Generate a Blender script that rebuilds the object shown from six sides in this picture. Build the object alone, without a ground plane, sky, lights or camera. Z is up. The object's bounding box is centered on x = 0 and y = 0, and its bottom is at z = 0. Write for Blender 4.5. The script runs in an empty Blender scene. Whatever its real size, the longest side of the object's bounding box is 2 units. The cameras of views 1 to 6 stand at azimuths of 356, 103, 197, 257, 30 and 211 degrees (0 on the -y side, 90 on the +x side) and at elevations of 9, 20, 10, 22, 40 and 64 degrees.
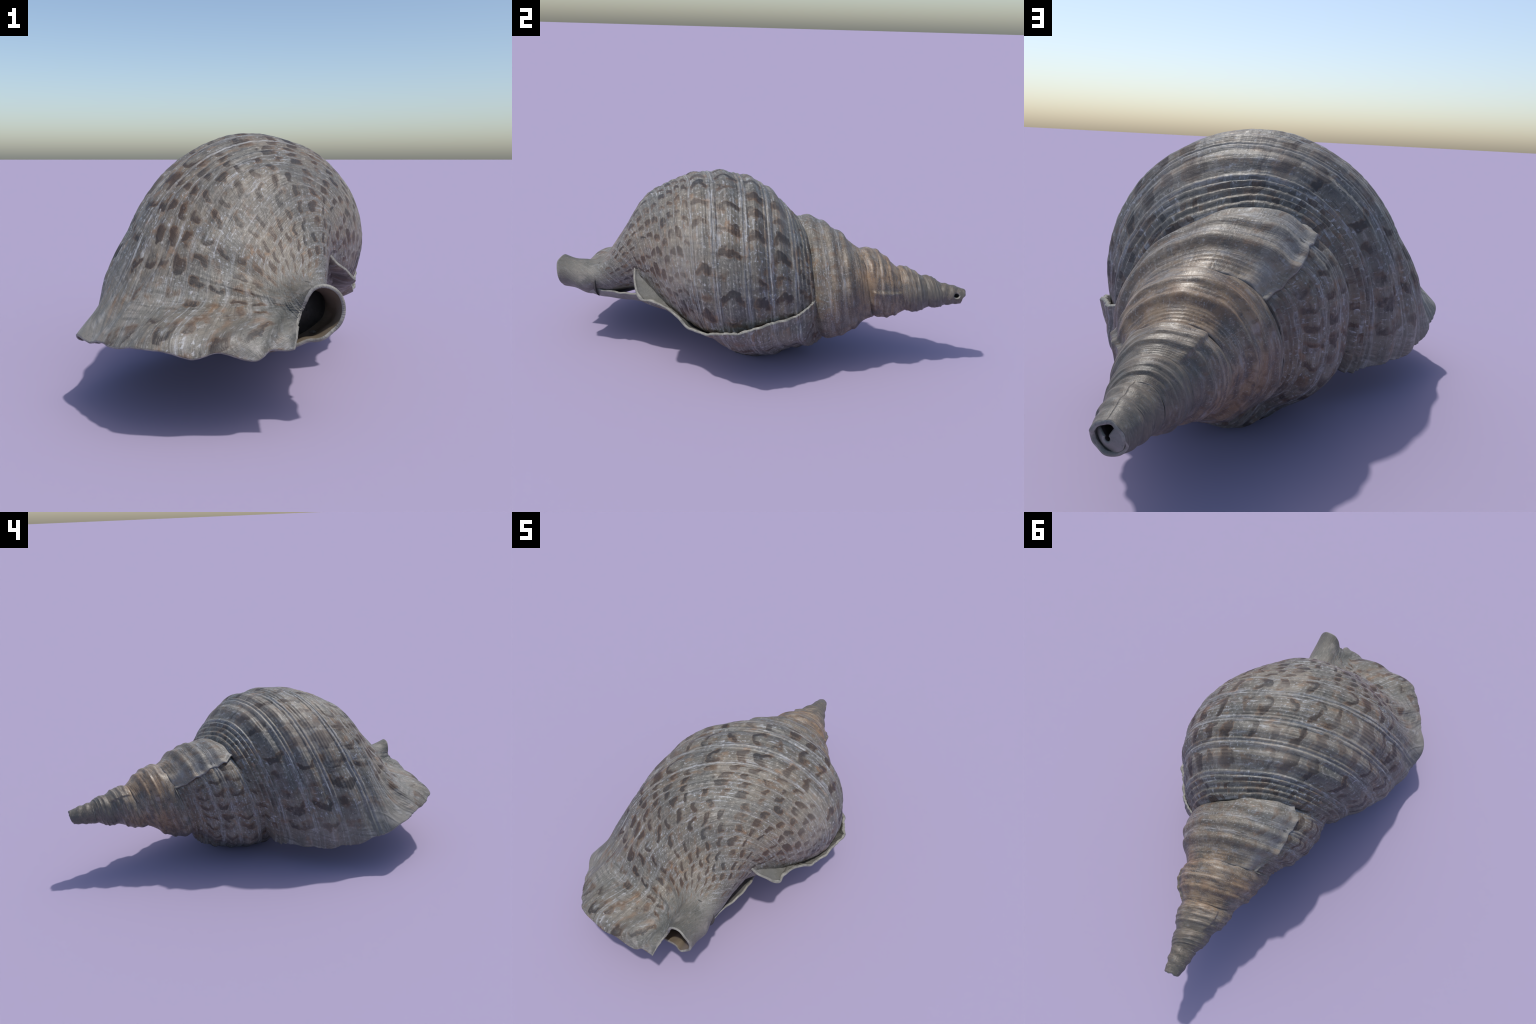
"""A weathered triton shell lying on its aperture.

Everything is described in the frame of the coiling axis: a = distance along the
axis from the apex, theta = angle round the axis (0 = top, growing towards the
outer lip), r = radius.  The whorls are sheets swept along the suture spiral; the
last sheet (body whorl) flares into the outer lip and rolls into the siphonal
canal, the sheet before it ends in a free flange (an old lip, now a varix).
"""
import bpy
import numpy as np
from mathutils import Matrix

SEED = 7
# ------------------------------------------------------------------ shell axis
ORIGIN = np.array([-0.092, 1.0, 0.3376])
AXIS = np.array([0.125, -1.0, 0.0367]); AXIS /= np.linalg.norm(AXIS)
UP = np.array([0.0, 0.0, 1.0]) - AXIS * AXIS[2]; UP /= np.linalg.norm(UP)
LEFT = np.cross(AXIS, UP)

# ------------------------------------------------------------------ growth tables
# suture: where each whorl meets the one before it (angle, distance from apex)
SUTURE_ANGLE = np.array([-2200, -1950, -1700, -1517, -1420, -1340, -1237, -1157, -1060, -980, -926, -876, -796, -743, -701, -621,
                         -567, -515, -435, -381, -343, -262, -208, -73, -20, 17, 95, 150, 220.])
SUTURE_DIST = np.array([.018, .036, .06, .095, .122, .132, .158, .176, .205, .222, .24, .262, .29, .31, .325, .362,
                        .392, .413, .455, .49, .515, .58, .617, .70, .757, .82, .93, 1.0, 1.09])
SUTURE_R_ANGLE = np.array([-2200, -1950, -1700, -1517, -1340, -1157, -1000, -876, -743, -621, -515, -381, -300, -208, -73, 17, 150, 220.])
SUTURE_R = np.array([.030, .036, .042, .05, .06, .073, .083, .097, .109, .128, .145, .183, .200, .225, .270, .300, .36, .40])
# cross profile of a spire whorl between two sutures
WHORL_T = np.array([0, .1, .2, .3, .45, .6, .8, .93, 1.0, 1.1])
WHORL_R = np.array([0, .13, .30, .53, .75, .92, 1.03, 1.03, .99, .86])
# body whorl: profiles (rows along the whorl from suture to canal) at growth stations
ROWS = np.array([0, .035, .1, .18, .27, .38, .5, .6, .7, .78, .85, .91, .96, 1.0])
STATION = np.array([-140, -110, -75, -40, -10, 20, 55, 90, 120, 140, 155.])
RADII = np.array([
    [0.279, 0.312, 0.35, 0.394, 0.414, 0.372, 0.274, 0.188, 0.123, 0.077, 0.059, 0.08, 0.069, 0.071],
    [0.281, 0.306, 0.358, 0.412, 0.444, 0.421, 0.33, 0.236, 0.152, 0.094, 0.074, 0.086, 0.072, 0.068],
    [0.282, 0.302, 0.371, 0.44, 0.475, 0.471, 0.408, 0.305, 0.202, 0.12, 0.087, 0.078, 0.072, 0.068],
    [0.282, 0.304, 0.39, 0.465, 0.487, 0.488, 0.451, 0.37, 0.262, 0.16, 0.089, 0.075, 0.07, 0.073],
    [0.285, 0.315, 0.395, 0.464, 0.487, 0.49, 0.454, 0.39, 0.303, 0.172, 0.083, 0.076, 0.075, 0.079],
    [0.29, 0.325, 0.391, 0.447, 0.477, 0.481, 0.456, 0.401, 0.33, 0.207, 0.094, 0.079, 0.071, 0.077],
    [0.295, 0.332, 0.38, 0.437, 0.465, 0.468, 0.458, 0.422, 0.374, 0.313, 0.113, 0.076, 0.068, 0.062],
    [0.299, 0.344, 0.385, 0.436, 0.472, 0.482, 0.473, 0.448, 0.415, 0.382, 0.225, 0.1, 0.076, 0.06],
    [0.3, 0.356, 0.403, 0.459, 0.503, 0.524, 0.523, 0.49, 0.467, 0.463, 0.33, 0.19, 0.11, 0.074],
    [0.3, 0.374, 0.43, 0.495, 0.55, 0.57, 0.564, 0.55, 0.545, 0.532, 0.465, 0.37, 0.175, 0.1],
    [0.298, 0.392, 0.454, 0.514, 0.57, 0.609, 0.63, 0.648, 0.639, 0.601, 0.548, 0.452, 0.24, 0.139]])
LIP_ANGLE = np.array([130.4, 128.3, 124.6, 119.9, 116.6, 112.9, 108.6, 102.5, 96.7, 96.7, 97.9, 100.5, 119.5, 133.0])
FRONT_END = np.array([1.932, 1.938, 1.942, 1.945, 1.937, 1.933, 1.929, 1.922, 1.936, 1.975, 1.996])
CENTRE_LEFT = np.array([0.0, -0.012, 0.047, 0.066])
CENTRE_UP = np.array([0.0, -0.005, -0.079, -0.046])
FLANGE_SCALE, FLANGE_TURN = 0.756, 227.5
SPIRE_TRIM = np.array([[0.023, 0.007, -0.022, 0.032, 0.001], [-0.005, -0.0, -0.027, 0.011, 0.013], [-0.031, 0.001, -0.012, -0.017, -0.028], [-0.035, -0.011, -0.051, 0.034, -0.005], [-0.015, -0.022, 0.02, 0.028, 0.049]])
FLANGE_TRIM = np.array([[-0.146, -0.229, -0.109, -0.028, -0.005, -0.0], [-0.154, -0.004, -0.055, 0.036, 0.004, 0.004], [0.01, 0.048, 0.11, 0.068, 0.011, 0.012], [-0.007, 0.114, -0.032, -0.117, -0.069, -0.044], [0.2, 0.134, 0.003, -0.102, 0.1, 0.153], [0.26, 0.178, 0.044, -0.155, -0.184, 0.178]])
FLANGE_LIP = np.array([12.6, 12.6, 15.4, 15.3, 21.0, 18.7])
CENTRE_DIST = np.array([1.2, 1.5, 1.7, 1.95])
FLANGE_STATION = np.array([-60, 0, 55, 90, 125, 155.])
FLANGE_ROWS = np.array([0, .15, .4, .65, .85, 1.])
SPIRE_TRIM_DIST = np.array([.05, .2, .35, .5, .7])
# scallops of the lip margin near the canal (row, extra angle)
SCALLOP_T = np.array([0, .2, .26, .33, .40, .47, .55, .62, .70, .76, .82, .88, .905, .924, .942, .961, .980, .995, 1.0])
SCALLOP = np.array([0, 0, .9, -.8, .8, -.8, .7, -.7, .8, -.5, .5, -.5, 0, 2.4, -3.6, 1.0, -6.0, -1.2, -1.0])


# ------------------------------------------------------------------ helpers
def smooth(x, lo=0.0, hi=1.0):
    x = np.clip((np.asarray(x, float) - lo) / (hi - lo), 0, 1)
    return x * x * (3 - 2 * x)


def _hermite(x, y, q, m):
    h = np.diff(x)
    i = np.clip(np.searchsorted(x, q, side='right') - 1, 0, len(x) - 2)
    t = np.clip((q - x[i]) / h[i], -.5, 1.5)
    k = h[i]
    if y.ndim == 2:
        t, k = t[:, None], k[:, None]
    return y[i] * (1 + 2 * t) * (1 - t) ** 2 + m[i] * k * t * (1 - t) ** 2 + y[i + 1] * t * t * (3 - 2 * t) + m[i + 1] * k * t * t * (t - 1)


def monotone(x, y, q):
    """piecewise cubic without overshoot"""
    q = np.asarray(q, float)
    shape = q.shape
    h = np.diff(x) if y.ndim == 1 else np.diff(x)[:, None]
    d = np.diff(y, axis=0) / h
    m = np.zeros_like(y)
    w1, w2 = 2 * h[1:] + h[:-1], h[1:] + 2 * h[:-1]
    with np.errstate(divide='ignore', invalid='ignore'):
        mm = (w1 + w2) / (w1 / d[:-1] + w2 / d[1:])
    m[1:-1] = np.where(d[:-1] * d[1:] > 0, mm, 0)
    m[0], m[-1] = d[0], d[-1]
    out = _hermite(x, y, q.ravel(), m)
    return out.reshape(shape + y.shape[1:])


def spline(x, y, q):
    h = np.diff(x) if y.ndim == 1 else np.diff(x)[:, None]
    d = np.diff(y, axis=0) / h
    m = np.empty_like(y)
    m[0], m[-1] = d[0], d[-1]
    m[1:-1] = (d[:-1] * h[1:] + d[1:] * h[:-1]) / (h[1:] + h[:-1])
    return _hermite(x, y, np.asarray(q, float), m)


_lattice = np.random.default_rng(SEED).uniform(-1, 1, (128, 128))


def noise2(x, y):
    """smooth value noise in [-1, 1]"""
    x, y = np.broadcast_arrays(x, y)
    i, j = np.floor(x).astype(int), np.floor(y).astype(int)
    fx, fy = x - i, y - j
    fx, fy = fx * fx * (3 - 2 * fx), fy * fy * (3 - 2 * fy)
    g = lambda a, b: _lattice[a % 128, b % 128]
    return (g(i, j) * (1 - fx) + g(i + 1, j) * fx) * (1 - fy) + (g(i, j + 1) * (1 - fx) + g(i + 1, j + 1) * fx) * fy


# ------------------------------------------------------------------ spiral geometry
def suture(theta):
    return np.exp(monotone(SUTURE_ANGLE, np.log(SUTURE_DIST), theta))


def suture_r(theta):
    return monotone(SUTURE_R_ANGLE, SUTURE_R, theta)


TAU = .636          # whorl coordinate: 0 at the suture, .382 where the next whorl would cover it

# spiral ribs (place, half width, height): broad ribs with pairs of fine cords between
RIBS = [(.010, .008, .45), (.028, .006, .6), (.045, .006, .6), (.060, .006, .6), (.075, .006, .45), (.118, .019, 1.0),
        (.158, .008, .50), (.175, .006, .40), (.208, .022, 1.0), (.244, .007, .48), (.260, .007, .44), (.310, .030, .85),
        (.362, .007, .42), (.379, .007, .42), (.420, .027, .65), (.460, .006, .36), (.474, .005, .3), (.494, .017, .42)] + \
       [(.5485 + .057 * k, .0190, .40 - .012 * k) for k in range(15)]


def ribs(tau, narrow=1.0):
    h = np.zeros_like(tau)
    for c, w, k in RIBS:
        k = k if w > .012 else k * narrow
        h = np.maximum(h, k * np.exp(-np.abs((tau - c) / w) ** 2.4))
    fine = .14 * smooth(tau, .5, .75) * (.5 + .5 * np.cos(tau * 2 * np.pi / .021))
    return h + fine


def whorl_coordinate(theta, a, r=None):
    """0 at the suture, growing along the whorl; on the base it follows the slope of the surface"""
    A = suture(theta)
    tau = (a / A - 1) * TAU
    if r is not None:
        tau = tau + smooth(tau, .40, .56) * np.minimum(.52 - r, .46) * TAU / A
    return tau


def relief(theta, a, strength=1.0, fine=1.0, r=None):
    """spiral ribs, growth lines and gentle unevenness, scaled with the whorl"""
    A = suture(theta)
    tau = whorl_coordinate(theta, a, r)
    k = np.clip(A / .757, .1, 1.35)
    fade = 1 - .45 * smooth(tau, .35, 1.1)
    h = .0125 * (ribs(tau, fine) - .35 * (.5 + .5 * fine)) * fade * (1 + .25 * noise2(theta / 14, tau * 25))
    h += .0009 * fine * np.cos(tau * 2 * np.pi / .0125 + 2 * noise2(theta / 20, tau * 9)) * (.5 + .5 * noise2(theta / 9, tau * 30))
    h += .0035 * noise2(theta / 38 + 7, tau * 5 + 3) + .0014 * noise2(theta / 9, tau * 14 + 11)
    h += .0009 * fine * noise2(theta / 1.6, tau * 4 + 31)
    h += .0010 * smooth(tau, .02, .0) * noise2(theta / 2.5, tau)
    return h * k * strength


def lookup(xs, ys, grid, x, y):
    """bilinear reading of grid[x, y]"""
    i = np.clip(np.searchsorted(xs, x) - 1, 0, len(xs) - 2)
    j = np.clip(np.searchsorted(ys, y) - 1, 0, len(ys) - 2)
    fx, fy = np.clip((x - xs[i]) / (xs[i + 1] - xs[i]), 0, 1), np.clip((y - ys[j]) / (ys[j + 1] - ys[j]), 0, 1)
    return (grid[i, j] * (1 - fx) + grid[i + 1, j] * fx) * (1 - fy) + (grid[i, j + 1] * (1 - fx) + grid[i + 1, j + 1] * fx) * fy


def centre(a):
    return monotone(CENTRE_DIST, CENTRE_LEFT, np.clip(a, 1.2, 2.1)), monotone(CENTRE_DIST, CENTRE_UP, np.clip(a, 1.2, 2.1))


def place(theta, a, r, scale=1.0, turn=0.0):
    cl, cu = centre(a)
    f = np.radians(theta)
    l, u = -cl + r * np.sin(f), cu + r * np.cos(f)
    if turn:
        c, s = np.cos(np.radians(turn)), np.sin(np.radians(turn))
        l, u = l * c + u * s, u * c - l * s
    return np.stack([u * scale, l * scale, a * scale], -1)


def body(cols, rows, scallop=1.0):
    """theta, a, r of the last whorl; cols up to 55 are angles, 55..155 runs to the lip margin"""
    logr = spline(STATION, spline(ROWS, np.log(RADII).T, rows).T, np.clip(cols, -140, 155))
    margin = monotone(ROWS, LIP_ANGLE, rows) + scallop * monotone(SCALLOP_T, SCALLOP, rows)
    c = cols[:, None]
    theta = np.where(c <= 55, c, 55 + (margin[None] - 55) * (c - 55) / 100)
    A = suture(theta)
    a = A + (monotone(STATION, FRONT_END, np.clip(cols, -140, 155))[:, None] - A) * rows[None]
    a = a + (.046 * smooth(c, 128, 155) - .020 * smooth(c, 82, 110) * (1 - smooth(c, 122, 146))) * smooth(rows[None], .72, .90) * (1 - smooth(rows[None], .93, 1.0))
    a = a - .055 * smooth(-c, 165, 236) * smooth(rows[None], .75, 1)
    tuck = 1 - .16 * smooth(-c, 102, 130) * (1 - smooth(rows[None], .72, .82))
    close = 1 + .30 * smooth(-c, 145, 200) + 1.15 * smooth(-c, 194, 237)
    return theta, a, np.exp(logr) * tuck * close


def spire(theta, t):
    A0, A1, R0, R1 = suture(theta), suture(theta + 360), suture_r(theta), suture_r(theta + 360)
    a = A0 + (A1 - A0) * t
    r = R0 + (R1 - R0) * monotone(WHORL_T, WHORL_R, t)
    f = np.radians(theta)
    r = r * (1 + .085 * np.exp(-(((theta - 126 + 180) % 360 - 180) / 20) ** 2) * smooth(a, .48, .6))
    k = monotone(SPIRE_TRIM_DIST, SPIRE_TRIM, np.clip(a, .05, .7))
    r = r * np.exp(k[..., 0] + k[..., 1] * np.cos(f) + k[..., 2] * np.sin(f) + k[..., 3] * np.cos(2 * f) + k[..., 4] * np.sin(2 * f))
    return a, r


# ------------------------------------------------------------------ mesh building
class Sheet:
    """a swept sheet with thickness: outer skin, inner skin and a rounded rim"""

    def __init__(self, P, thick, mask=None, flip=False):
        n, m, _ = P.shape
        self.n, self.m = n, m
        N = np.cross(np.gradient(P, axis=0), np.gradient(P, axis=1))
        N /= np.linalg.norm(N, axis=2, keepdims=True) + 1e-12
        if flip:
            N = -N
        thick = np.broadcast_to(thick, (n, m))
        inner = P - N * thick[..., None]
        idx = np.arange(n * m).reshape(n, m)
        quads = np.stack([idx[:-1, :-1], idx[1:, :-1], idx[1:, 1:], idx[:-1, 1:]], -1)
        mask = np.ones((n - 1, m - 1), bool) if mask is None else mask
        ij = np.argwhere(mask)
        outer = quads[mask]
        if flip:
            outer = outer[:, ::-1]
        V = np.concatenate([P.reshape(-1, 3), inner.reshape(-1, 3)])
        off = n * m
        # rim: edges used once
        e = np.concatenate([outer[:, [k, (k + 1) % 4]] for k in range(4)])
        owner = np.tile(np.arange(len(outer)), 4)
        key = np.sort(e, 1) @ np.array([off, 1])
        _, inv, cnt = np.unique(key, return_inverse=True, return_counts=True)
        b = cnt[inv] == 1
        e, owner = e[b], owner[b]
        used = np.unique(e)
        fc = V[outer].mean(1)[owner]
        push = np.zeros((off, 3))
        d = V[e].mean(1) - fc
        np.add.at(push, e[:, 0], d); np.add.at(push, e[:, 1], d)
        push = push[used]
        push /= np.linalg.norm(push, axis=1, keepdims=True) + 1e-12
        mid = (V[used] + V[used + off]) / 2 + push * (np.linalg.norm(V[used] - V[used + off], axis=1, keepdims=True) * .42)
        lookup = np.full(off, -1); lookup[used] = 2 * off + np.arange(len(used))
        V = np.concatenate([V, mid])
        r1 = np.stack([e[:, 1], e[:, 0], lookup[e[:, 0]], lookup[e[:, 1]]], 1)
        r2 = np.stack([lookup[e[:, 1]], lookup[e[:, 0]], e[:, 0] + off, e[:, 1] + off], 1)
        self.V = V
        self.F = np.concatenate([outer, outer[:, ::-1] + off, r1, r2])
        self.cell = np.concatenate([ij, ij, ij[owner], ij[owner]])
        self.slot = np.repeat([0, 1, 2, 2], [len(outer), len(outer), len(e), len(e)])
        fn = np.cross(V[self.F[:, 2]] - V[self.F[:, 0]], V[self.F[:, 3]] - V[self.F[:, 1]])
        vn = np.zeros_like(V)
        for k in range(4):
            np.add.at(vn, self.F[:, k], fn)
        self.N = vn / (np.linalg.norm(vn, axis=1, keepdims=True) + 1e-12)

    def part(self, name, pick, mats, parent):
        """the faces whose grid cell satisfies pick(i, j) as one object of its own"""
        sel = pick(self.cell[:, 0], self.cell[:, 1])
        F, slot = self.F[sel], self.slot[sel]
        used, inv = np.unique(F, return_inverse=True)
        return make_mesh(name, self.V[used], inv.reshape(F.shape), slot, mats, parent, self.N[used])


def make_mesh(name, V, F, slot, mats, parent, normals=None):
    me = bpy.data.meshes.new(name)
    F = np.asarray(F)
    me.vertices.add(len(V)); me.vertices.foreach_set("co", np.asarray(V, np.float32).ravel())
    k = F.shape[1]
    me.loops.add(F.size); me.loops.foreach_set("vertex_index", F.ravel().astype(np.int32))
    me.polygons.add(len(F)); me.polygons.foreach_set("loop_start", (np.arange(len(F)) * k).astype(np.int32))
    me.update(calc_edges=True)
    me.polygons.foreach_set("use_smooth", np.ones(len(F), bool))
    for mt in mats:
        me.materials.append(mt)
    me.polygons.foreach_set("material_index", np.broadcast_to(slot, (len(F),)).astype(np.int32))
    me.validate()
    if normals is not None and len(me.vertices) == len(normals):
        me.normals_split_custom_set_from_vertices([tuple(v) for v in normals])
    ob = bpy.data.objects.new(name, me)
    bpy.context.scene.collection.objects.link(ob)
    ob.parent = parent
    ob.matrix_world = FRAME
    return ob


FRAME = Matrix(((UP[0], LEFT[0], AXIS[0], ORIGIN[0]), (UP[1], LEFT[1], AXIS[1], ORIGIN[1]),
                (UP[2], LEFT[2], AXIS[2], ORIGIN[2]), (0, 0, 0, 1)))


def to_local(w):
    d = np.asarray(w, float) - ORIGIN
    return np.stack([d @ UP, d @ LEFT, d @ AXIS], -1)


# ------------------------------------------------------------------ materials
class Nodes:
    def __init__(self, name):
        self.mat = bpy.data.materials.new(name)
        self.mat.use_nodes = True
        self.t = self.mat.node_tree
        self.bsdf = self.t.nodes["Principled BSDF"]

    def put(self, sock, v):
        if hasattr(v, "is_output"):
            self.t.links.new(v, sock)
        elif v is not None:
            sock.default_value = v

    def new(self, kind, **kw):
        n = self.t.nodes.new(kind)
        for k, v in kw.items():
            setattr(n, k, v)
        return n

    def m(self, op, a, b=None, c=None):
        n = self.new("ShaderNodeMath", operation=op)
        for s, v in zip(n.inputs, (a, b, c)):
            self.put(s, v)
        return n.outputs[0]

    def add(self, a, b): return self.m('ADD', a, b)
    def sub(self, a, b): return self.m('SUBTRACT', a, b)
    def mul(self, a, b): return self.m('MULTIPLY', a, b)
    def div(self, a, b): return self.m('DIVIDE', a, b)

    def step(self, x, lo, hi, out0=0.0, out1=1.0):
        n = self.new("ShaderNodeMapRange", interpolation_type='SMOOTHSTEP', clamp=True)
        for s, v in zip(n.inputs, (x, lo, hi, out0, out1)):
            self.put(s, v)
        return n.outputs[0]

    def curve(self, x, pts):
        n = self.new("ShaderNodeFloatCurve")
        c = n.mapping.curves[0]
        n.mapping.use_clip = False
        while len(c.points) < len(pts):
            c.points.new(.5, .5)
        for p, (px, py) in zip(c.points, pts):
            p.location = (px, py)
            p.handle_type = 'AUTO_CLAMPED'
        n.mapping.update()
        self.put(n.inputs["Value"], x)
        return n.outputs[0]

    def vec(self, x, y, z=0.0):
        n = self.new("ShaderNodeCombineXYZ")
        for s, v in zip(n.inputs, (x, y, z)):
            self.put(s, v)
        return n.outputs[0]

    def noise(self, v, scale, detail=2.0, rough=.5, colour=False):
        n = self.new("ShaderNodeTexNoise")
        self.put(n.inputs["Vector"], v)
        n.inputs["Scale"].default_value, n.inputs["Detail"].default_value, n.inputs["Roughness"].default_value = scale, detail, rough
        return n.outputs["Color" if colour else "Fac"]

    def white(self, v):
        n = self.new("ShaderNodeTexWhiteNoise", noise_dimensions='3D')
        self.put(n.inputs["Vector"], v)
        return n.outputs["Value"]

    def mix(self, f, a, b, mode='MIX'):
        n = self.new("ShaderNodeMix", data_type='RGBA', blend_type=mode)
        self.put(n.inputs[0], f)
        for s, v in zip((n.inputs[6], n.inputs[7]), (a, b)):
            self.put(s, v if hasattr(v, "is_output") else (*v, 1.0))
        return n.outputs[2]

    def bump(self, h, strength, dist):
        n = self.new("ShaderNodeBump")
        n.inputs["Strength"].default_value, n.inputs["Distance"].default_value = strength, dist
        self.put(n.inputs["Height"], h)
        return n.outputs[0]


def shell_material():
    """weathered outer skin: ribs of dark crescent spots on grey beige, in spiral coordinates"""
    N = Nodes("weathered_shell_skin")
    obj = N.new("ShaderNodeTexCoord").outputs["Object"]
    sx = N.new("ShaderNodeSeparateXYZ"); N.put(sx.inputs[0], obj)
    u, l, a = sx.outputs
    # the axis of the canal is bent: measure angles round the bent axis
    bent = lambda table: N.sub(N.mul(N.curve(N.div(a, 2.1), [(0.0, .5)] + [(d / 2.1, (v + .1) / .2) for d, v in zip(CENTRE_DIST, table)] + [(1.0, (table[-1] + .1) / .2)]), .2), .1)
    u, l = N.sub(u, bent(CENTRE_UP)), N.add(l, bent(CENTRE_LEFT))
    first = N.new("ShaderNodeAttribute", attribute_type='OBJECT', attribute_name='["first_angle"]').outputs["Fac"]
    spot_amount = N.new("ShaderNodeAttribute", attribute_type='OBJECT', attribute_name='["spotting"]').outputs["Fac"]
    phi = N.mul(N.m('ARCTAN2', l, u), 57.29578)
    theta = N.add(first, N.m('FLOORED_MODULO', N.sub(phi, first), 360.0))
    la = np.log(SUTURE_DIST)
    curve = [((t + 2200) / 2420, (v - la[0]) / (la[-1] - la[0])) for t, v in zip(SUTURE_ANGLE, la)]
    A = N.m('EXPONENT', N.add(N.mul(N.curve(N.div(N.add(theta, 2200.0), 2420.0), curve), float(la[-1] - la[0])), float(la[0])))
    tau = N.mul(N.sub(N.div(a, A), 1.0), TAU)
    rad = N.m('SQRT', N.add(N.mul(u, u), N.mul(l, l)))
    slope = N.m('MINIMUM', N.sub(.52, rad), .46)
    tau = N.add(tau, N.mul(N.step(tau, .40, .56), N.div(N.mul(slope, TAU), A)))
    # unevenness of the painted pattern
    wob = N.noise(obj, 7.0, 2.0)
    wob2 = N.noise(obj, 17.0, 2.0)
    tau_w = N.add(tau, N.mul(N.sub(wob2, .5), .016))
    theta_w = N.add(theta, N.mul(N.sub(wob2, .5), 13.0))
    flow = N.vec(N.mul(theta, .045), N.mul(tau, 70.0))          # long streaks along the whorl
    growth = N.vec(N.mul(theta, .8), N.mul(tau, 9.0), 4.0)      # growth lines across it
    streak = N.noise(flow, 1.0, 4.0, .65)
    streak2 = N.noise(N.vec(N.mul(theta, .09), N.mul(tau, 210.0), 9.0), 1.0, 2.0, .6)
    lines = N.noise(growth, 1.0, 3.0, .6)
    blotch = N.noise(obj, 5.0, 4.0, .6)
    grit = N.noise(obj, 55.0, 4.0, .7)
    # rib coordinate: rib centres at half integers, broad ribs first, narrow rows on the base
    rc = [(.0, -1.0), (.07, 0.0), (.118, .5), (.162, 1.0), (.208, 1.5), (.252, 2.0), (.31, 2.5), (.370, 3.0), (.42, 3.5), (.468, 4.0),
          (.520, 5.0), (.577, 6.0), (.634, 7.0), (.691, 8.0), (.805, 10.0), (1.375, 20.0)]
    rho = N.sub(N.mul(N.curve(tau_w, [(x, (y + 1) / 21) for x, y in rc]), 21.0), 1.0)
    j = N.m('FLOOR', rho)
    y = N.sub(N.sub(rho, j), .5)
    y2 = N.mul(y, y)
    ay = N.m('ABSOLUTE', y)
    base_m = N.step(tau, .44, .56)                              # the narrow rows of the base
    shift = N.mul(N.white(N.vec(j, 3.3, 1.7)), .6)
    per = N.div(N.add(theta_w, N.mul(N.sub(blotch, .5), 16.0)), N.sub(12.5, N.mul(base_m, 1.5)))
    ph = N.add(N.add(per, shift), N.mul(y2, N.step(base_m, 0.0, 1.0, 1.5, .5)))
    cell = N.m('FLOOR', ph)
    f = N.sub(ph, cell)
    rnd = N.white(N.vec(j, cell, 5.1))
    dark = N.mul(N.step(f, N.add(.20, N.mul(rnd, .30)), .78), N.step(f, .84, 1.0, 1.0, 0.0))
    band = N.step(N.add(ay, N.mul(N.sub(wob2, .5), .24)), .22, .50, 1.0, 0.0)
    present = N.step(N.add(N.mul(rnd, .8), N.mul(N.sub(blotch, .5), 1.5)), -.05, .25)
    patch = N.step(N.noise(N.vec(N.mul(theta, .05), N.mul(tau, 11.0), 6.0), 1.0, 3.0, .6), .30, .52, .40, 1.0)
    on_rib = N.mul(N.step(tau, .06, .1), N.step(tau, 1.35, 1.0, 0.0, 1.0))
    # fine beads on the crowded cords next to the suture
    bead_cell = N.vec(N.m('FLOOR', N.div(theta_w, 3.6)), N.m('FLOOR', N.mul(tau_w, 66.0)), 2.0)
    beads = N.mul(N.step(N.white(bead_cell), .5, .9), N.step(tau, .085, .05))
    speck = N.noise(N.vec(N.mul(theta, .55), N.mul(tau, 95.0), 21.0), 1.0, 3.0, .65)
    ragged = N.mul(N.step(grit, .25, .60, .55, 1.0), N.step(speck, .30, .58, .55, 1.0))
    spots = N.mul(N.m('MAXIMUM', N.mul(N.mul(dark, band), N.mul(N.mul(present, patch), on_rib)), N.mul(beads, .5)), N.mul(spot_amount, ragged))
    # grounds
    col = N.mix(N.step(blotch, .35, .65), GREY, BEIGE)
    col = N.mix(N.step(wob2, .40, .68, 0.0, .55), col, DUSK)
    col = N.mix(N.mul(N.step(streak, .52, .74), .85), col, N.mix(N.step(wob, .42, .6), PALE, CHALK))
    col = N.mix(N.mul(N.step(streak, .47, .28), .60), col, DUSK)
    groove = N.mul(N.step(ay, .30, .47), N.step(base_m, 0.0, 1.0, 1.0, .35))
    col = N.mix(N.mul(N.mul(groove, N.step(wob2, .32, .62, .25, 1.0)), N.step(streak2, .38, .66, .05, .65)), col, CHALK)
    col = N.mix(N.mul(N.step(streak2, .46, .30), .55), col, INK)
    col = N.mix(N.mul(N.step(lines, .52, .72), .45), col, DUSK)
    col = N.mix(N.step(speck, .53, .70, 0.0, .85), col, N.mix(N.step(wob, .4, .6), PALE, CHALK))
    col = N.mix(N.step(speck, .45, .29, 0.0, .60), col, DUSK)
    rust = N.mul(N.step(N.noise(N.vec(N.mul(theta, .12), N.mul(tau, 30.0), 2.0), 1.0, 3.0, .6), .54, .72), N.step(blotch, .36, .60, .25, 1.0))
    col = N.mix(N.mul(rust, .75), col, RUST)
    # the spire is browner and more worn, with pale, tan and dark lines along it; the apex dark grey green
    spire_m = N.step(N.add(a, N.mul(N.sub(blotch, .5), .22)), .76, .48)
    band_s = N.noise(N.vec(N.mul(theta, .045), N.mul(tau, 30.0), 13.0), 1.0, 2.0, .55)
    brown = N.mix(N.step(band_s, .38, .60), BROWN, TAN)
    brown = N.mix(N.mul(N.step(band_s, .55, .68), .65), brown, N.mix(N.step(wob2, .4, .6), PALE, CHALK))
    brown = N.mix(N.mul(N.step(streak, .46, .30), .5), brown, INK)
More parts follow.
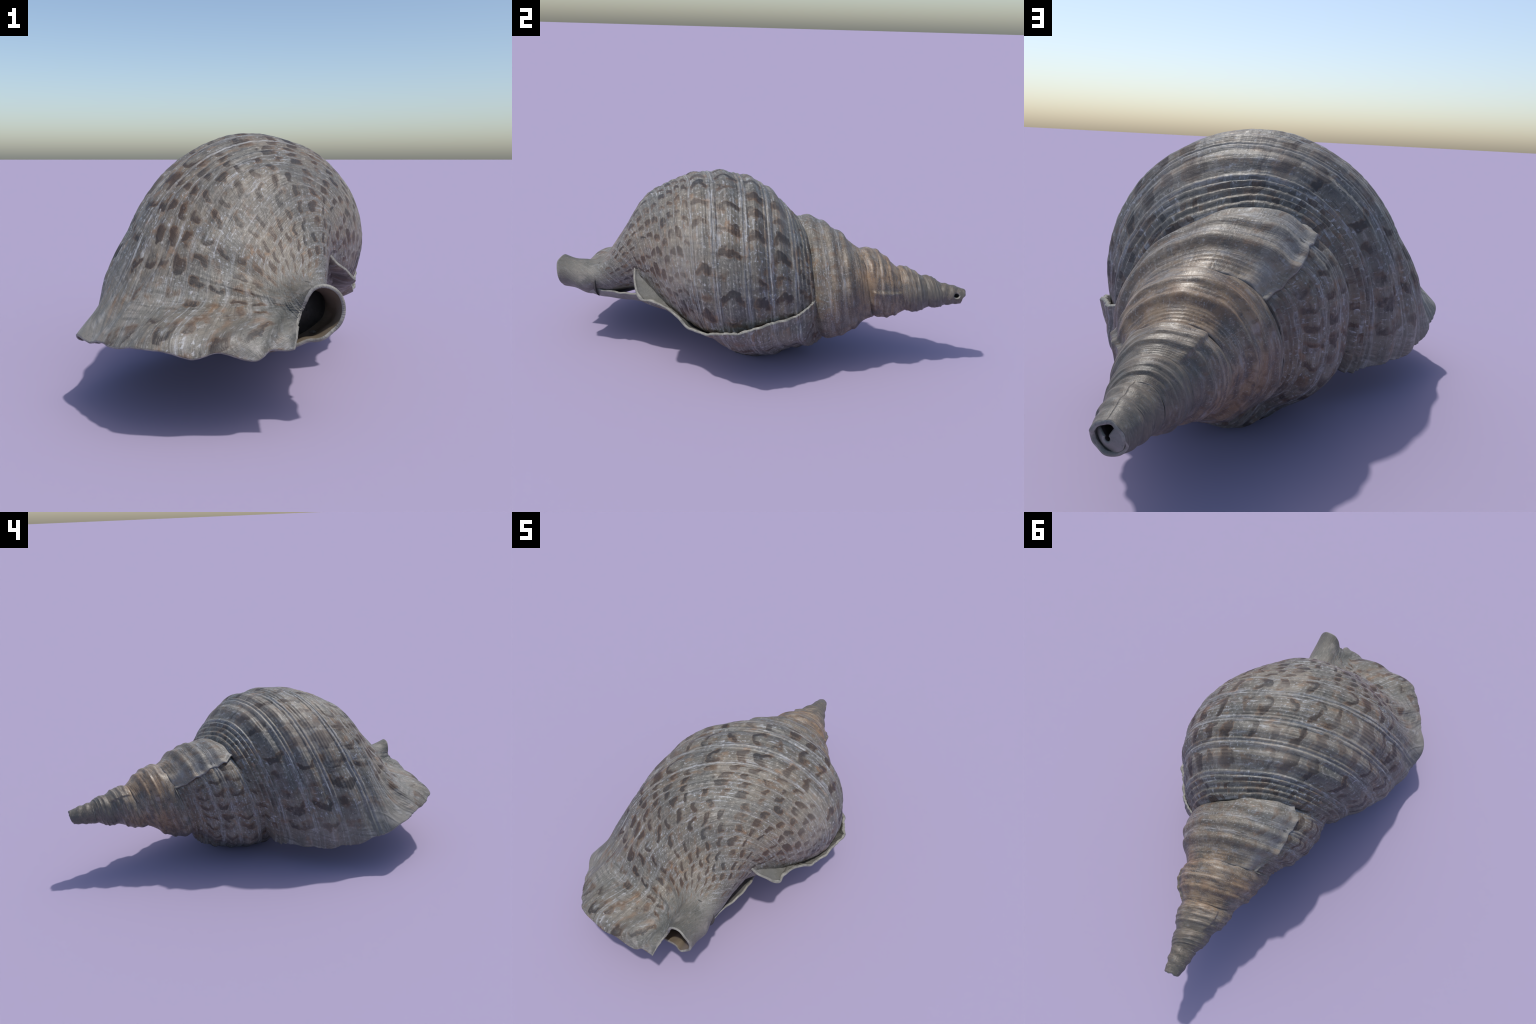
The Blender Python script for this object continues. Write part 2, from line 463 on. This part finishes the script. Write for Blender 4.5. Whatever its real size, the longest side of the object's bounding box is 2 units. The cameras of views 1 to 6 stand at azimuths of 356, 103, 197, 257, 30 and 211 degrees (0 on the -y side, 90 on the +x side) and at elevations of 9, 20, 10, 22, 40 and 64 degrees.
    brown = N.mix(N.mul(N.step(wob, .52, .68), .55), brown, RUST)
    brown = N.mix(N.mul(N.step(wob2, .54, .68), .7), brown, DUSK)
    brown = N.mix(N.mul(N.step(speck, .52, .68), .6), brown, PALE)
    col = N.mix(N.mul(spire_m, N.step(wob, .3, .6, .35, .85)), col, brown)
    # tan and orange third whorl, pale plate in front of the old varix
    warm = N.mul(N.mul(N.step(a, .27, .34), N.step(a, .52, .46)), N.mul(N.step(wob, .40, .62), N.step(band_s, .36, .58)))
    col = N.mix(N.mul(warm, .6), col, N.mix(N.step(wob2, .45, .65), TAN, RUST))
    plate = N.mul(N.mul(N.step(N.add(theta, N.mul(N.sub(wob, .5), 30.0)), -352.0, -322.0), N.step(theta, -296.0, -300.0)), N.step(spot_amount, .5, .4))
    col = N.mix(N.mul(plate, N.step(wob2, .34, .60, .10, .50)), col, PALE)
    apex_m = N.step(N.add(a, N.mul(N.sub(wob, .5), .2)), .36, .16)
    col = N.mix(N.mul(apex_m, .62), col, N.mix(N.step(grit, .3, .7), MOSS, DUSK))
    # lip margin and canal: plain grey, spots fade out
    edge = N.sub(theta, N.mul(N.curve(N.div(a, 2.1), [(.45, 142 / 200), (.50, 130 / 200), (.6, 124 / 200), (.69, 114 / 200), (.76, 104 / 200),
                                                     (.83, 96 / 200), (.88, 97 / 200), (.92, 112 / 200), (.96, 135 / 200)]), 200.0))
    front = N.step(a, 1.62, 1.85)
    lip_m = N.mul(N.step(N.add(edge, N.mul(N.sub(wob, .5), 16.0)), N.add(-31.0, N.mul(front, 15.0)), N.add(-9.0, N.mul(front, 6.0))), N.step(a, .95, 1.1))
    canal_m = N.step(N.add(a, N.mul(N.sub(wob, .5), .12)), 1.66, 1.80)
    canal_m = N.mul(canal_m, N.step(rad, .19, .12))
    rim_grey = N.mix(N.step(blotch, .35, .65), MOSS, GREY)
    rim_grey = N.mix(N.step(wob2, .52, .70, 0.0, .7), rim_grey, PALE)
    spots = N.mul(spots, N.sub(1.0, N.m('MAXIMUM', N.mul(lip_m, N.sub(.85, N.mul(front, .40))), N.mul(canal_m, .75))))
    lip_tone = N.mix(N.step(lines, .40, .62), N.mix(N.step(wob2, .38, .62), GREY, PALE), GREY)
    lip_tone = N.mix(N.mul(N.step(N.noise(N.vec(N.mul(theta, .06), N.mul(tau, 19.0), 44.0), 1.0, 3.0, .6), .58, .72), .8), lip_tone, RUST)
    col = N.mix(N.mul(lip_m, N.sub(.60, N.mul(front, .34))), col, lip_tone)
    col = N.mix(N.mul(canal_m, .55), col, rim_grey)
    # soft dark staining that follows the rib rows
    stain = N.mul(N.step(N.noise(N.vec(N.mul(theta, .11), N.mul(rho, 1.1), 31.0), 1.0, 3.0, .6), .50, .68), N.mul(on_rib, N.sub(1.0, lip_m)))
    col = N.mix(N.mul(stain, N.mul(spot_amount, .35)), col, N.mix(N.step(wob2, .4, .6), DUSK, UMBER))
    # spots, with rusty trailing halo
    halo = N.mul(N.step(spots, .02, .40), N.step(wob2, .36, .62))
    col = N.mix(N.mul(halo, .75), col, RUST)
    col = N.mix(N.mul(N.step(spots, .03, .58), .90), col, N.mix(N.step(blotch, .40, .62), INK, UMBER))
    # broad tonal drift: large pale areas and darker ones
    drift = N.noise(obj, 2.6, 3.0, .6)
    col = N.mix(N.step(drift, .52, .70, 0.0, .32), col, PALE)
    col = N.mix(N.step(drift, .47, .30, 0.0, .35), col, DUSK)
    # dust and grit
    col = N.mix(N.step(grit, .58, .80, 0.0, .40), col, CHALK)
    col = N.mix(N.step(grit, .44, .24, 0.0, .55), col, INK)
    N.put(N.bsdf.inputs["Base Color"], col)
    N.put(N.bsdf.inputs["Roughness"], N.sub(N.step(grit, .3, .7, .42, .60), N.mul(spire_m, .08)))
    N.bsdf.inputs["Specular IOR Level"].default_value = .45
    h = N.add(N.mul(N.add(N.mul(streak2, .5), N.mul(lines, .35)), N.sub(1.0, N.mul(spire_m, .7))), N.mul(grit, .5))
    N.put(N.bsdf.inputs["Normal"], N.bump(h, .45, .006))
    return N.mat


def plain_material(name, c1, c2, c3, scale, rough, bump=.2):
    N = Nodes(name)
    obj = N.new("ShaderNodeTexCoord").outputs["Object"]
    n1, n2 = N.noise(obj, scale, 4.0, .6), N.noise(obj, scale * 7, 3.0, .65)
    col = N.mix(N.step(n1, .35, .65), c1, c2)
    col = N.mix(N.step(n2, .5, .75, 0.0, .5), col, c3)
    N.put(N.bsdf.inputs["Base Color"], col)
    N.bsdf.inputs["Roughness"].default_value = rough
    N.put(N.bsdf.inputs["Normal"], N.bump(n2, bump, .004))
    return N.mat


GREY, BEIGE, PALE, CHALK = (.128, .124, .108), (.182, .152, .112), (.32, .298, .262), (.38, .39, .405)
DUSK, RUST, INK, UMBER = (.076, .070, .062), (.205, .118, .060), (.024, .022, .021), (.048, .032, .023)
BROWN, TAN, MOSS = (.100, .070, .050), (.25, .175, .105), (.085, .085, .072)


TIP_DIST, TIP_R = np.array([-.02, .0, .03, .055, .09, .13]), np.array([.029, .033, .040, .046, .051, .056])


def build():
    root = bpy.data.objects.new("triton_shell", None)
    root.empty_display_size = .2
    bpy.context.scene.collection.objects.link(root)
    root["label"] = "large weathered triton sea shell with grey brown spotted spiral ribs"
    root["category"] = "sea shell"
    skin = shell_material()
    inside = plain_material("shell_lining", (.15, .115, .075), (.19, .16, .125), (.10, .075, .05), 5.0, .35)
    rim = plain_material("worn_shell_edge", (.17, .163, .142), (.27, .26, .23), (.085, .080, .068), 30.0, .55, .35)
    callus = plain_material("grey_callus", (.16, .157, .14), (.22, .215, .20), (.10, .097, .085), 14.0, .5, .4)
    mats = [skin, inside, rim]

    def props(ob, first, spot=1.0):
        ob["first_angle"], ob["spotting"] = float(first), float(spot)

    # ---- body whorl, outer lip and siphonal canal: one sheet
    cols = np.concatenate([np.linspace(-236, -140, 90), np.linspace(-139, 55, 260), np.linspace(55.6, 155, 190)])
    rows = np.concatenate([np.linspace(0, .5, 270), np.linspace(.5, .86, 130)[1:], np.linspace(.86, 1, 90)[1:]])
    theta, a, r = body(cols, rows)
    # the first rows sit flush on the whorl before
    _, under = spire(theta[:, :1] - 360, np.ones((len(cols), 1)))
    step = .004 + .018 * smooth(-cols, 10, 45)
    r = r + (under - .005 - r[:, :1]) * (1 - smooth(rows, 0, .07))[None] * smooth(-cols, -80, -40)[:, None]
    r = r + step[:, None] * (smooth(rows, 0, .012) * (1 - smooth(rows, .04, .12)))[None]
    lipness = smooth(cols, 110, 155)[:, None] * smooth(rows, .03, .15)[None]
    canalness = smooth(rows, .68, .84)[None] * smooth(-cols, -100, -60)[:, None]
    r = r + relief(theta, a, r=r) * (1 - .85 * canalness) * (1 - .30 * lipness)
    # scalloped folds running into the lip margin
    fold = monotone(SCALLOP_T, np.convolve(np.pad(SCALLOP, 1, mode='edge'), [.25, .5, .25], 'valid'), rows)[None]
    r = r + .0007 * fold * lipness ** 2 + .0022 * noise2(rows[None] * 22 + 5, cols[:, None] / 45) * lipness
    P = place(theta, a, r - .001)
    plain = (cols > -141) & (cols < 55.1)
    whorl_cols, whorl_rows, whorl_r = cols[plain], rows, np.hypot(P[plain, :, 0], P[plain, :, 1])
    thick = .013 - .005 * lipness - .002 * smooth(rows, .8, 1)[None]
    ci, rj = (cols[1:] + cols[:-1]) / 2, (rows[1:] + rows[:-1]) / 2
    keep = ~((ci[:, None] < -140) & (rj[None] < .74))
    S = Sheet(P, thick, keep, flip=False)
    is_lip = lambda i, j: (ci[i] > 118) & (rj[j] < .97)
    is_canal = lambda i, j: (rj[j] > .79) & (ci[i] < 96) & ~is_lip(i, j) | (ci[i] < -140)
    props(S.part("body_whorl", lambda i, j: ~is_lip(i, j) & ~is_canal(i, j), mats, root), -200)
    props(S.part("outer_lip", is_lip, mats, root), -200)
    props(S.part("siphonal_canal", is_canal, mats, root), -200)

    # ---- whorl before it, ending in a free flange (an old lip) against the body whorl
    cols = np.concatenate([np.linspace(-96, 55, 200), np.linspace(55.6, 155, 150)])
    rows = np.concatenate([np.linspace(0, .45, 200), np.linspace(.45, 1, 150)[1:]])
    tb, ab, rb = body(cols, rows, .45)
    trim = spline(FLANGE_STATION, spline(FLANGE_ROWS, FLANGE_TRIM.T, rows).T, np.clip(cols, -60, 155))
    w = np.clip((cols[:, None] - 55) / 100, 0, None)
    tb = tb + w * monotone(FLANGE_ROWS, FLANGE_LIP, rows)[None]
    th = tb - FLANGE_TURN
    Pb = place(tb, ab, rb * np.exp(trim), FLANGE_SCALE, -FLANGE_TURN)
    A = suture(th)
    Pb[..., 2] -= .085 * (smooth(cols, 62, 102) * (1 - smooth(cols, 138, 155)))[:, None] * smooth(rows, .62, .88)[None]
    # start exactly on the suture
    lift = (A - Pb[..., 2]) * (1 - smooth(rows, 0, .35))[None]
    Pb[..., 2] += lift
    t_sp = (Pb[..., 2] - A) / (suture(th + 360) - A)
    _, r_sp = spire(th, np.clip(t_sp, 0, 1.1))
    wsp = smooth(-th, 182, 212) * (1 - smooth(t_sp, .85, 1.05))
    wsp = np.maximum(wsp, (1 - smooth(t_sp, .01, .13)) * smooth(th, -170, -140))
    f = np.radians(th)
    Psp = np.stack([r_sp * np.cos(f), r_sp * np.sin(f), Pb[..., 2]], -1)
    P = Pb + (Psp - Pb) * wsp[..., None]
    # never thinner than the cone of the spire on the outer-lip side
    rad = np.hypot(P[..., 0], P[..., 1])
    full = np.maximum(rad, r_sp * (.9 + .1 * smooth(t_sp, 1.1, .8)) * (t_sp < 1.1))
    P[..., :2] *= (1 + (full / np.maximum(rad, .02) - 1) * smooth(-th, 188, 212))[..., None]
    P[..., :2] *= (1 + np.exp(-((th + 145) / 30) ** 2) * (.06 * np.exp(-((P[..., 2] - 1.02) / .09) ** 2) - .17 * np.exp(-((P[..., 2] - .765) / .095) ** 2)))[..., None]
    shove = (smooth(cols, 108, 155)[:, None] * smooth(rows, .84, .97)[None])[..., None]
    P = P + shove * (np.array([.022, -.036, .004]) @ np.stack([UP, LEFT, AXIS], 1))
    rad = np.hypot(P[..., 0], P[..., 1])
    edge = smooth(cols, 128, 155)[:, None]
    amp = (1 - .5 * edge) * (1 - smooth(rows, .6, .8))[None]
    dr = relief(th, P[..., 2]) * amp - .014 * (1 - smooth(th, -322, -296)) + .004 * noise2(rows[None] * 26, cols[:, None] / 30) * edge
    P[..., :2] *= (1 + dr / np.maximum(rad, .03))[..., None]
    # the free edge hugs the body whorl near the suture and stands off further down
    rad = np.hypot(P[..., 0], P[..., 1])
    t_b = (P[..., 2] - A) / (1.94 - A)
    r_b = lookup(whorl_cols, whorl_rows, whorl_r, np.clip(th, -139, 54), np.clip(t_b, 0, 1))
    near = smooth(th, -118, -100) * (1 - smooth(rows, .5, .62))[None]
    hug = np.clip(rad, r_b + .012, r_b + .016 + .032 * smooth(rows, .08, .40)[None])
    P[..., :2] *= (1 + (hug / np.maximum(rad, .03) - 1) * near)[..., None]
    ci, rj = (cols[1:] + cols[:-1]) / 2, (rows[1:] + rows[:-1]) / 2
    keep = ~((rj[None] > .80) & (ci[:, None] < 122)) & ~((rj[None] > .975) & (ci[:, None] < 300)) & ~((rj[None] > .5) & (ci[:, None] < 10))
    S = Sheet(P, .010 + .003 * edge * (1 + noise2(rows[None] * 40, cols[:, None] * 0 + 4)), keep, flip=False)
    m2 = [skin, callus, rim]
    is_var = lambda i, j: ci[i] > 128
    props(S.part("whorl", lambda i, j: ~is_var(i, j), m2, root), -340, .75)
    props(S.part("varix", is_var, m2, root), -340, .3)

    # ---- spire: one long spiral sheet that ends in a raised varix
    n_rows = 84
    t = np.linspace(0, 1.06, n_rows)
    end = -303 - 15 * np.clip(t, 0, 1) + 2.0 * noise2(t * 7, 3.0) + .8 * noise2(t * 19, 9.0)
    s = np.concatenate([np.linspace(-1800, -420, 960), np.linspace(-420, 0, 260)[1:]])
    theta = np.where(s[:, None] < -420, s[:, None], -420 + (end[None] + 420) * (s[:, None] + 420) / 420)
    a, r = spire(theta, np.broadcast_to(t, theta.shape))
    A0 = suture(theta)
    knobs = r * (.020 * noise2(theta / 19, (a / A0) * 9) + .030 * noise2(theta / 47 + 3, (a / A0) * 4.5 + 8) + .035 * np.sin(np.pi * np.clip(t, 0, 1))[None] * smooth(-theta, 640, 760))
    r = r + relief(theta, a, 1.15, .35) + knobs - .002 - .012 * smooth(theta, -410, -375) * smooth(t, .25, .6)[None] + .016 * np.exp(-((theta + 452) / 36) ** 2) * smooth(t, .35, .75)[None]
    tip = monotone(TIP_DIST, TIP_R, np.clip(a, -.02, .13)) - .003
    r = r + (np.minimum(r, tip) - r) * (1 - smooth(theta, -1800, -1540))
    back = end[None] - theta
    r = r + .008 * np.exp(-((back - 16) / 9) ** 2) * (1 + .5 * noise2(t[None] * 8, back * 0 + 1)) + .010 * np.exp(-(back / 3.0) ** 2) * (1 + .25 * noise2(t * 11, 5.0))[None]
    for vx, hgt in ((-797, .012), (-560, .006), (-1040, .006)):       # older varices
        d = theta - vx
        r = r + hgt * np.exp(-(np.where(d < 0, d / 9, d / 2.5)) ** 2) * smooth(t, 0, .2)[None] * smooth(t, 1.0, .8)[None]
    f = np.radians(theta)
    P = np.stack([r * np.cos(f), r * np.sin(f), a], -1)
    S = Sheet(P, .008 * np.clip(suture(theta) / .5, .3, 1), flip=False)
    tc = (s[1:] + s[:-1]) / 2
    for k, (lo, hi) in enumerate(((-660, 10), (-1020, -660), (-1380, -1020), (-2200, -1380))):
        ob = S.part("spire_whorl", lambda i, j: (tc[i] >= lo) & (tc[i] < hi), [skin, inside, callus], root)
        props(ob, max(lo, -1741), (.3, .25, .15, .05)[k])

    # ---- apex: broken open tip with a hole in its side
    ph = np.radians(np.linspace(0, 360, 121))
    q = np.linspace(0, 1, 60)
    start = .009 - .007 * np.cos(ph) + .003 * np.sin(3 * ph + 1) + .0015 * np.sin(7 * ph)
    a = start[:, None] + (.125 - start[:, None]) * q[None]
    r = monotone(TIP_DIST, TIP_R, a) + .0022 * np.sin(a * 150 + ph[:, None]) * smooth(a, .02, .05)
    r = r * (1 + .04 * np.cos(2 * ph + 1))[:, None] + .0012 * noise2(np.cos(ph)[:, None] * 3 + 5, a * 60)
    P = np.stack([r * np.cos(ph)[:, None], r * np.sin(ph)[:, None], a], -1)
    pc, ac = (ph[1:] + ph[:-1]) / 2, (a[1:, 1:] + a[:-1, :-1]) / 2
    hole = ((pc[:, None] - np.radians(288)) / .36) ** 2 + ((ac - .040) / .016) ** 2 < 1
    S = Sheet(P, .009, ~hole, flip=False)
    dark = plain_material("painted_canal_darkness", (.03, .028, .026), (.05, .045, .04), (.02, .02, .02), 20.0, .7)
    props(S.part("apex", lambda i, j: i >= 0, [skin, callus, rim], root), -1740, .0)
    # septum closing the broken tip, open on one side
    uu, vv = np.meshgrid(np.linspace(0, 1, 24), np.radians(np.linspace(35, 300, 60)), indexing='ij')
    rr = .006 + .023 * uu
    P = np.stack([rr * np.cos(vv), rr * np.sin(vv), .020 - .012 * uu * np.cos(vv - 1.2) - .01 * (1 - uu)], -1)
    S = Sheet(P, .005)
    S.part("septum", lambda i, j: i >= 0, [callus, callus, rim], root)

    # ---- columella: twisted pillar round the axis inside the aperture
    q = np.linspace(0, 1, 90)
    ph = np.radians(np.linspace(0, 360, 73))
    rad = monotone(np.array([0, .3, .6, .8, 1.0]), np.array([.10, .10, .085, .06, .003]), q)
    ca = .72 + .80 * q
    cl, cu = centre(ca)
    tw = q[None] * 5.0
    rr = rad[None] * (1 + .14 * np.cos(2 * (ph[:, None] - tw)))
    P = np.stack([cu[None] - .01 + rr * np.cos(ph)[:, None], -cl[None] + rr * np.sin(ph)[:, None], ca[None] + 0 * rr], -1)
    S = Sheet(P, .01, flip=False)
    S.part("columella", lambda i, j: i >= 0, [inside, inside, inside], root)

    # ---- plug coloured near black to give the canal its unlit depth
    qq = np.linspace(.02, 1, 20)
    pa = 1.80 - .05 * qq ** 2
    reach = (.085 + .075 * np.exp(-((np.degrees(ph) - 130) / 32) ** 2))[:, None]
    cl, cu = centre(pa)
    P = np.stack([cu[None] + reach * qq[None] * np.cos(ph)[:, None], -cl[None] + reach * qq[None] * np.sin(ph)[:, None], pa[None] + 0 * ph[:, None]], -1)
    Sheet(P, .004).part("canal_shade_plug", lambda i, j: i >= 0, [dark, dark, dark], root)

    # ---- inner lip: callus leaf standing out below the canal
    out = np.array([[.235, -.765, .285], [.249, -.70, .288], [.262, -.632, .290], [.285, -.56, .300], [.290, -.49, .304], [.275, -.41, .30], [.25, -.33, .29]])
    inn = np.array([[.205, -.80, .268], [.185, -.72, .245], [.165, -.63, .235], [.15, -.54, .23], [.14, -.45, .225], [.12, -.37, .22], [.10, -.30, .21]])
    k = np.linspace(0, 1, len(out)); kk = np.linspace(0, 1, 110); ww = np.linspace(0, 1, 40)
    E, I = to_local(spline(k, out, kk)), to_local(spline(k, inn, kk))
    P = I[:, None] + (E - I)[:, None] * ww[None, :, None]
    P[..., 0] -= .022 * np.sin(np.pi * ww)[None] - .004 * noise2(kk[:, None] * 9, ww[None] * 3)
    P[..., :2] += .004 * noise2(kk * 12, 2.0)[:, None, None] * ww[None, :, None]
    S = Sheet(P, .010)
    S.part("inner_lip", lambda i, j: i >= 0, [callus, callus, rim], root)


build()
